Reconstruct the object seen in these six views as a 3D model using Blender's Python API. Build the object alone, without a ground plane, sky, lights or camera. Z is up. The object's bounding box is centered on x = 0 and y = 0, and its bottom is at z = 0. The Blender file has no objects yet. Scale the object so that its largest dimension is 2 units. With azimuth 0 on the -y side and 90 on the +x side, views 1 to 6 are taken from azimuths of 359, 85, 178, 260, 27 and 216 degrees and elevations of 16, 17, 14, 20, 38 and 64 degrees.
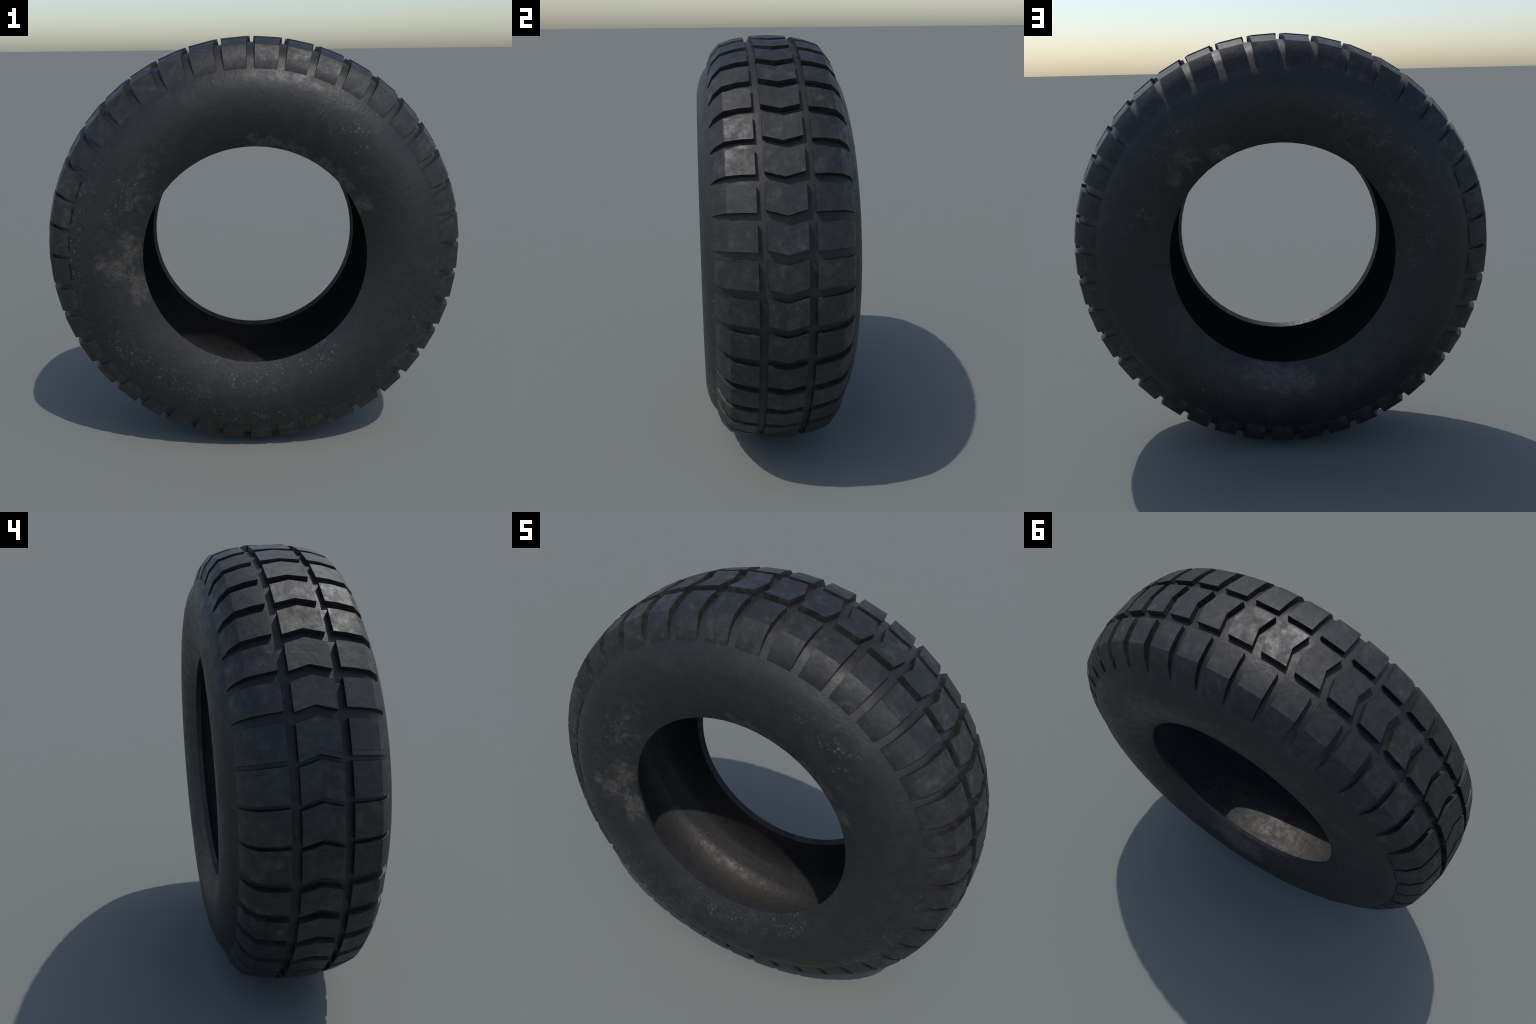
"""An old off-road tyre standing upright: a hollow rubber casing with a
three-row block tread.  Axle along y, at a height of one metre."""
import bpy
import bmesh
from mathutils import Vector
from math import sin, cos, pi, radians, hypot

AXLE_Z = 1.0
SEGMENTS = 64                 # facets round the casing
WALL = 0.030                  # thickness of the rubber shell

# half of the outer cross-section, crown to bead: (radius, distance from mid-plane)
CROWN = [(0.9745, 0.000), (0.9735, 0.060), (0.9700, 0.115), (0.9590, 0.170),
         (0.9350, 0.228), (0.9040, 0.260), (0.8610, 0.2865)]
SIDE = [(0.8610, 0.2865), (0.8430, 0.3015), (0.8150, 0.3175), (0.7780, 0.3300), (0.7400, 0.3372),
        (0.6900, 0.3385), (0.6450, 0.3310), (0.6000, 0.3190), (0.5600, 0.3020),
        (0.5225, 0.2830)]

# tread rhythm: blocks are laid one after the other with a pitch that does not
# divide the circle, so the last four come to lie over the first four
PITCH = radians(8.75)
FIRST = radians(157.65)
BLOCK_COUNT = 45


# ------------------------------------------------------------------ materials
class Nodes:
    """Small helper to write node graphs as expressions."""
    def __init__(self, name):
        self.mat = bpy.data.materials.new(name)
        self.mat.use_nodes = True
        self.t = self.mat.node_tree
        self.t.nodes.clear()

    def node(self, kind, **props):
        n = self.t.nodes.new(kind)
        for k, v in props.items():
            setattr(n, k, v)
        return n

    def plug(self, sock, v):
        if isinstance(v, bpy.types.NodeSocket):
            self.t.links.new(v, sock)
        elif v is not None:
            sock.default_value = v

    def math(self, op, a, b=None, c=None, clamp=False):
        n = self.node('ShaderNodeMath', operation=op, use_clamp=clamp)
        for s, v in zip(n.inputs, (a, b, c)):
            self.plug(s, v)
        return n.outputs[0]

    def add(self, a, b): return self.math('ADD', a, b)
    def sub(self, a, b): return self.math('SUBTRACT', a, b)
    def mul(self, a, b): return self.math('MULTIPLY', a, b)
    def maxi(self, a, b): return self.math('MAXIMUM', a, b)

    def ramp(self, v, lo, hi, out0=0.0, out1=1.0):
        n = self.node('ShaderNodeMapRange', interpolation_type='SMOOTHSTEP')
        for s, x in zip(n.inputs, (v, lo, hi, out0, out1)):
            self.plug(s, x)
        return n.outputs[0]

    def noise(self, vec, scale, detail=4.0, rough=0.55, distort=0.0):
        n = self.node('ShaderNodeTexNoise')
        self.plug(n.inputs['Vector'], vec)
        n.inputs['Scale'].default_value = scale
        n.inputs['Detail'].default_value = detail
        n.inputs['Roughness'].default_value = rough
        n.inputs['Distortion'].default_value = distort
        return n.outputs['Fac']

    def mapping(self, vec, loc=(0, 0, 0), scale=(1, 1, 1)):
        n = self.node('ShaderNodeMapping')
        self.plug(n.inputs['Vector'], vec)
        n.inputs['Location'].default_value = loc
        n.inputs['Scale'].default_value = scale
        return n.outputs[0]

    def combine(self, x, y, z):
        n = self.node('ShaderNodeCombineXYZ')
        for s, v in zip(n.inputs, (x, y, z)):
            self.plug(s, v)
        return n.outputs[0]

    def mix(self, fac, a, b):
        n = self.node('ShaderNodeMix', data_type='RGBA')
        self.plug(n.inputs[0], fac)
        self.plug(n.inputs[6], a)
        self.plug(n.inputs[7], b)
        return n.outputs[2]


def polar(N, frame):
    """Tyre coordinates: raw position, angle round the axle (degrees, 0 = +x,
    90 = up), radius and position along the axle."""
    tc = N.node('ShaderNodeTexCoord')
    tc.object = frame
    pos = tc.outputs['Object']
    sep = N.node('ShaderNodeSeparateXYZ')
    N.plug(sep.inputs[0], pos)
    x, y, z = sep.outputs
    z = N.sub(z, AXLE_Z)
    ang = N.mul(N.math('ARCTAN2', z, x), 180 / pi)
    rad = N.math('SQRT', N.add(N.mul(x, x), N.mul(z, z)))
    return pos, ang, rad, y


def blob(N, ang, rad, a0, r0, da, dr):
    """Soft elliptical region around angle a0 / radius r0."""
    d = N.sub(ang, a0)
    d = N.math('WRAP', d, 180.0, -180.0)
    u = N.mul(d, 1.0 / da)
    v = N.mul(N.sub(rad, r0), 1.0 / dr)
    q = N.add(N.mul(u, u), N.mul(v, v))
    return N.math('EXPONENT', N.mul(q, -1.0))


def region(N, ang, rad, places):
    out = None
    for p in places:
        b = N.mul(blob(N, ang, rad, *p[:4]), p[4] if len(p) > 4 else 1.0)
        out = b if out is None else N.maxi(out, b)
    return out


def rubber(name, frame, base, dust_at=(), speck_at=(), mottling=0.5, rough=(0.42, 0.62),
           bump=0.5, pebble=1.0,
           nicks=0.0, groove=None):
    """Worn black rubber.  dust_at / speck_at: (angle, radius, d_angle, d_radius,
    strength) regions, given per side of the tyre as {-1: [...], 1: [...]}."""
    N = Nodes(name)
    pos, ang, rad, y = polar(N, frame)

    cloud = N.noise(N.mapping(pos, (3.1, 1.7, 0.4)), 14.0, 7.0, 0.66, 0.3)
    blotch = N.noise(N.mapping(pos, (7.3, 2.2, 5.1)), 4.5, 4.0, 0.6, 0.4)
    grain = N.noise(pos, 75.0, 4.0, 0.65)
    fine = N.noise(N.mapping(pos, (1.3, 4.7, 8.8)), 190.0, 2.0, 0.6)

    # scuffed mottling: paler, slightly warm bloom on the black
    smudge = N.noise(N.mapping(pos, (0.9, 5.2, 2.7)), 34.0, 6.0, 0.62, 0.4)
    worn = N.mul(N.ramp(cloud, 0.40, 0.68), N.ramp(blotch, 0.34, 0.62))
    worn = N.mul(worn, N.ramp(smudge, 0.30, 0.68, 0.15, 1.0))
    worn = N.add(worn, N.mul(N.ramp(smudge, 0.46, 0.74), 0.35))
    worn = N.math('MULTIPLY', worn, N.ramp(grain, 0.25, 0.7, 0.6, 1.0), clamp=True)
    dark = [c * 0.82 for c in base] + [1]
    pale = [base[0] * 4.0, base[1] * 3.85, base[2] * 3.65, 1]
    col = N.mix(N.mul(worn, mottling), dark, pale)

    if groove:
        # reddish dirt settled in the bottom of the grooves
        dirt = N.mul(N.ramp(N.noise(N.mapping(pos, (0.2, 9.0, 3.0)), 9.0, 5.0, 0.6), 0.35, 0.7), 0.8)
        col = N.mix(dirt, col, [*groove, 1])

    side_neg = N.math('LESS_THAN', y, 0.0)
    side_pos = N.math('GREATER_THAN', y, 0.0)

    def both(places):
        out = None
        for s, m in ((-1, side_neg), (1, side_pos)):
            if places.get(s):
                v = N.mul(region(N, ang, rad, places[s]), m)
                out = v if out is None else N.maxi(out, v)
        return out

    dusty = None
    if dust_at:
        reg = both(dust_at)
        f = N.noise(N.mapping(pos, (5.5, 0.3, 2.0)), 15.0, 9.0, 0.70, 0.6)
        f2 = N.noise(N.mapping(pos, (1.5, 7.3, 4.0)), 42.0, 6.0, 0.65, 0.3)
        dusty = N.ramp(N.add(f, N.mul(reg, 0.30)), 0.58, 0.80)
        dusty = N.math('MULTIPLY', dusty, N.ramp(reg, 0.05, 0.28), clamp=True)
        dusty = N.mul(dusty, N.ramp(f2, 0.34, 0.62, 0.25, 1.0))
        dusty = N.mul(dusty, N.ramp(grain, 0.3, 0.65, 0.65, 1.0))
        col = N.mix(N.mul(dusty, 0.9), col, (0.068, 0.062, 0.055, 1))

    specks = None
    if speck_at:
        reg = both(speck_at)
        # dots are laid out in the plane of the sidewall (arc length, radius)
        warp = N.mul(N.noise(pos, 28.0, 1.0), 0.022)
        plane = N.combine(N.add(N.mul(ang, 0.72 * pi / 180), warp), N.sub(rad, warp), 0.0)
        dots = None
        for scale, biggest in ((52.0, 0.36), (95.0, 0.34)):
            vor = N.node('ShaderNodeTexVoronoi', feature='F1', voronoi_dimensions='2D')
            N.plug(vor.inputs['Vector'], plane)
            vor.inputs['Scale'].default_value = scale
            sepc = N.node('ShaderNodeSeparateColor')
            N.plug(sepc.inputs[0], vor.outputs['Color'])
            size = N.ramp(sepc.outputs[0], 0.25, 1.0, 0.06, biggest)
            soft = N.ramp(N.sub(size, vor.outputs['Distance']), -0.14, 0.20)
            d = N.mul(soft, N.ramp(sepc.outputs[1], 0.2, 1.0, 0.12, 1.0))
            dots = d if dots is None else N.maxi(dots, d)
        clump = N.noise(N.mapping(pos, (2.0, 2.0, 6.0)), 16.0, 4.0, 0.6)
        clump = N.ramp(N.add(clump, N.mul(reg, 0.30)), 0.54, 0.78)
        specks = N.math('MULTIPLY', N.mul(dots, clump), N.ramp(reg, 0.06, 0.35), clamp=True)
        col = N.mix(N.mul(specks, 0.8), col, (0.085, 0.086, 0.084, 1))

    # gloss varies with wear
    gl = N.ramp(N.noise(N.mapping(pos, (8.0, 1.0, 1.0)), 22.0, 6.0, 0.65), 0.3, 0.7, rough[0], rough[1])

    # relief: soft uneven skin, patches of pebbling, shallow tangential nicks
    soft_h = N.noise(N.mapping(pos, (9.7, 1.1, 3.0)), 30.0, 3.0, 0.55, 0.3)
    where = N.ramp(N.noise(N.mapping(pos, (1.9, 3.3, 0.9)), 6.0, 3.0, 0.6), 0.42, 0.66, 0.15, 1.0)
    cell = N.noise(N.mapping(pos, (0.7, 6.1, 3.9)), 60.0, 3.0, 0.55, 0.2)
    h = N.add(N.mul(soft_h, 1.0), N.mul(grain, 0.22))
    h = N.add(h, N.mul(N.mul(N.ramp(cell, 0.50, 0.74), where), 0.9 * pebble))
    if nicks:
        nick = N.noise(N.mapping(pos, (4.4, 0.0, 1.1), (17.0, 17.0, 60.0)), 1.0, 3.0, 0.55)
        nick = N.mul(N.ramp(nick, 0.60, 0.72), where)
        h = N.sub(h, N.mul(nick, nicks))
    h = N.add(h, N.mul(fine, 0.06))
    b = N.node('ShaderNodeBump')
    b.inputs['Strength'].default_value = bump
    b.inputs['Distance'].default_value = 0.0035
    N.plug(b.inputs['Height'], h)

    bs = N.node('ShaderNodeBsdfPrincipled')
    N.plug(bs.inputs['Base Color'], col)
    N.plug(bs.inputs['Roughness'], gl)
    bs.inputs['Specular IOR Level'].default_value = 0.5
    N.plug(bs.inputs['Normal'], b.outputs[0])
    out = N.node('ShaderNodeOutputMaterial')
    N.t.links.new(bs.outputs[0], out.inputs[0])
    return N.mat


# ------------------------------------------------------------------- geometry
def profile_normals(pts):
    """Averaged outward normals (dr, dy) along an open profile polyline."""
    seg = []
    for (r0, y0), (r1, y1) in zip(pts, pts[1:]):
        l = hypot(r1 - r0, y1 - y0)
        seg.append(((y1 - y0) / l, -(r1 - r0) / l))
    out = []
    for i in range(len(pts)):
        a = seg[max(i - 1, 0)]
        b = seg[min(i, len(seg) - 1)]
        n = (a[0] + b[0], a[1] + b[1])
        l = hypot(*n)
        out.append((n[0] / l, n[1] / l))
    return out


def lathe(name, pts, normals, mat, parent, flip=False):
    """Turn a profile [(radius, y)] about the axle; shading normals are given."""
    verts, faces, vn = [], [], []
    for (r, y), (nr, ny) in zip(pts, normals):
        for i in range(SEGMENTS):
            a = 2 * pi * i / SEGMENTS
            verts.append((r * cos(a), y, AXLE_Z + r * sin(a)))
            vn.append((nr * cos(a), ny, nr * sin(a)))
    for j in range(len(pts) - 1):
        for i in range(SEGMENTS):
            k = (i + 1) % SEGMENTS
            f = (j * SEGMENTS + i, (j + 1) * SEGMENTS + i,
                 (j + 1) * SEGMENTS + k, j * SEGMENTS + k)
            faces.append(f[::-1] if flip else f)
    me = bpy.data.meshes.new(name)
    me.from_pydata(verts, [], faces)
    me.shade_smooth()
    # wind faces to agree with the shading normals
    f = me.polygons[0]
    if f.normal.dot(Vector(vn[f.vertices[0]])) < 0:
        me.flip_normals()
    me.normals_split_custom_set_from_vertices(vn)
    me.materials.append(mat)
    ob = bpy.data.objects.new(name, me)
    bpy.context.scene.collection.objects.link(ob)
    ob.parent = parent
    return ob


def block_mesh(name, rows, mat):
    """A tread block as a loft across the tread.  Each row is one station along
    the axle: (y, top height, floor height, half length, shift along the tread).
    Heights are distances from the axle."""
    verts, faces = [], []
    base = 0.96
    for y, top, low, half, shift in rows:
        verts += [(shift - half, y, low - base), (shift + half, y, low - base),
                  (shift + half, y, top - base), (shift - half, y, top - base)]
    n = len(rows)
    for j in range(n - 1):
        p, q = 4 * j, 4 * (j + 1)
        for i in range(4):
            k = (i + 1) % 4
            faces.append((p + i, p + k, q + k, q + i))
    faces.append((3, 2, 1, 0))
    e = 4 * (n - 1)
    faces.append((e, e + 1, e + 2, e + 3))
    me = bpy.data.meshes.new(name)
    me.from_pydata(verts, [], faces)
    bm = bmesh.new()
    bm.from_mesh(me)
    bmesh.ops.recalc_face_normals(bm, faces=bm.faces)
    bm.to_mesh(me)
    bm.free()
    me.shade_smooth()
    me.set_sharp_from_angle(angle=radians(30))
    me.materials.append(mat)
    return me


def place(mesh, name, theta, parent):
    ob = bpy.data.objects.new(name, mesh)
    bpy.context.scene.collection.objects.link(ob)
    ob.parent = parent
    ob.location = (0.96 * cos(theta), 0, AXLE_Z + 0.96 * sin(theta))
    ob.rotation_euler = (0, pi / 2 - theta, 0)
    return ob


def build():
    tyre = bpy.data.objects.new("tyre", None)
    tyre.empty_display_size = 0.3
    bpy.context.scene.collection.objects.link(tyre)
    tyre["label"] = "worn black off-road tyre standing upright, chunky three-row block tread"
    tyre["category"] = "tyre"

    dust = {-1: [(182, 0.66, 9, 0.07, 0.95), (193, 0.56, 8, 0.05, 1.1), (173, 0.57, 10, 0.06),
                 (170, 0.72, 7, 0.05, 0.4), (152, 0.61, 9, 0.06, 0.75), (135, 0.63, 9, 0.06, 0.5),
                 (84, 0.540, 9, 0.045), (68, 0.535, 10, 0.040, 1.1), (54, 0.532, 10, 0.040, 1.1),
                 (42, 0.535, 9, 0.040, 1.0), (28, 0.55, 5, 0.05, 1.1)],
            1: [(-92, 0.60, 10, 0.055, 1.9), (-81, 0.57, 9, 0.045, 1.8), (60, 0.56, 11, 0.055, 0.9),
                (45, 0.62, 15, 0.07, 0.7), (178, 0.58, 10, 0.06, 0.5), (150, 0.62, 14, 0.08, 0.5),
                (22, 0.62, 14, 0.07, 0.35), (125, 0.70, 16, 0.08, 0.5), (118, 0.58, 10, 0.05, 0.6)]}
    speck = {-1: [(268, 0.60, 28, 0.065), (302, 0.57, 14, 0.06), (238, 0.72, 16, 0.07, 0.9),
                  (215, 0.76, 18, 0.07, 0.8), (172, 0.84, 24, 0.055, 1.2), (270, 0.80, 24, 0.05, 0.7),
                  (60, 0.76, 15, 0.08, 0.65), (325, 0.86, 22, 0.07, 1.0), (352, 0.90, 16, 0.06, 0.9),
                  (48, 0.68, 12, 0.06, 0.6), (150, 0.68, 16, 0.08, 0.6), (185, 0.60, 14, 0.06, 0.7)],
             1: [(52, 0.74, 20, 0.07, 0.4), (20, 0.68, 16, 0.08, 0.4), (130, 0.72, 22, 0.09, 0.7),
                 (168, 0.66, 14, 0.08, 0.8), (238, 0.72, 12, 0.07, 0.5), (300, 0.72, 12, 0.06, 0.4),
                 (185, 0.92, 8, 0.05, 0.8)]}

    black = (0.0130, 0.0128, 0.0127)
    m_side = rubber("sidewall_rubber", tyre, black, dust, speck, mottling=0.25,
                    rough=(0.44, 0.60), bump=0.45, pebble=0.5, nicks=0.25)
    m_base = rubber("groove_rubber", tyre, black, mottling=0.5, groove=(0.022, 0.0185, 0.016),
                    rough=(0.46, 0.62), bump=0.4, pebble=0.4)
    m_tread = rubber("tread_rubber", tyre, black, mottling=0.9,
                     rough=(0.42, 0.66), bump=0.42, pebble=0.25)
    m_liner = rubber("liner_rubber", tyre, (0.0176, 0.0172, 0.0164), mottling=0.12,
                     rough=(0.47, 0.66), bump=0.6, pebble=0.6, nicks=0.15)

    # ---- casing: one smooth outer skin, split into tread base and two sidewalls
    half = CROWN + SIDE[1:]
    outer = [(r, -y) for r, y in half[::-1]] + half[1:]
    nrm = profile_normals(outer)
    ns, nc = len(SIDE), len(CROWN)
    lathe("sidewall", outer[:ns], nrm[:ns], m_side, tyre)
    lathe("tread_base", outer[ns - 1:-ns + 1], nrm[ns - 1:-ns + 1], m_base, tyre)
    lathe("sidewall", outer[-ns:], nrm[-ns:], m_side, tyre)

    # ---- inner liner, one wall thickness inside; bead rims close the shell
    inner = [(r - WALL * n[0], y - WALL * n[1]) for (r, y), n in zip(outer, nrm)]
    lathe("inner_liner", inner, [(-a, -b) for a, b in nrm], m_liner, tyre)
    for o, i in ((outer[0], inner[0]), (outer[-1], inner[-1])):
        d = (i[0] - o[0], i[1] - o[1])
        l = hypot(*d)
        n = (-abs(d[1]) / l, -d[0] / l * (1 if o[1] < 0 else -1) * -1)
        lathe("bead", [o, i], [n, n], m_side, tyre)

    # ---- tread
    centre = block_mesh("centre_block", [(-0.080, 0.9978, 0.950, 0.0553, 0.0),
                                         (0.0, 0.9978, 0.950, 0.0553, 0.0230),
                                         (0.080, 0.9978, 0.950, 0.0553, 0.0)], m_tread)
    flank = [(0.1150, 0.9905, 0.950, 0.0550, 0.0090), (0.1650, 0.9825, 0.935, 0.0546, 0.0055),
             (0.2300, 0.9618, 0.910, 0.0540, 0.0020), (0.2680, 0.9180, 0.870, 0.0516, 0.0010),
             (0.2870, 0.8672, 0.840, 0.0491, 0.0000)]
    right = block_mesh("shoulder_block", flank, m_tread)
    left = block_mesh("shoulder_block", [(-r[0], *r[1:]) for r in flank], m_tread)
    for i in range(BLOCK_COUNT):
        th = FIRST + i * PITCH
        place(centre, "centre_block", th, tyre)
        place(right, "shoulder_block", th, tyre)
        place(left, "shoulder_block", th, tyre)


build()
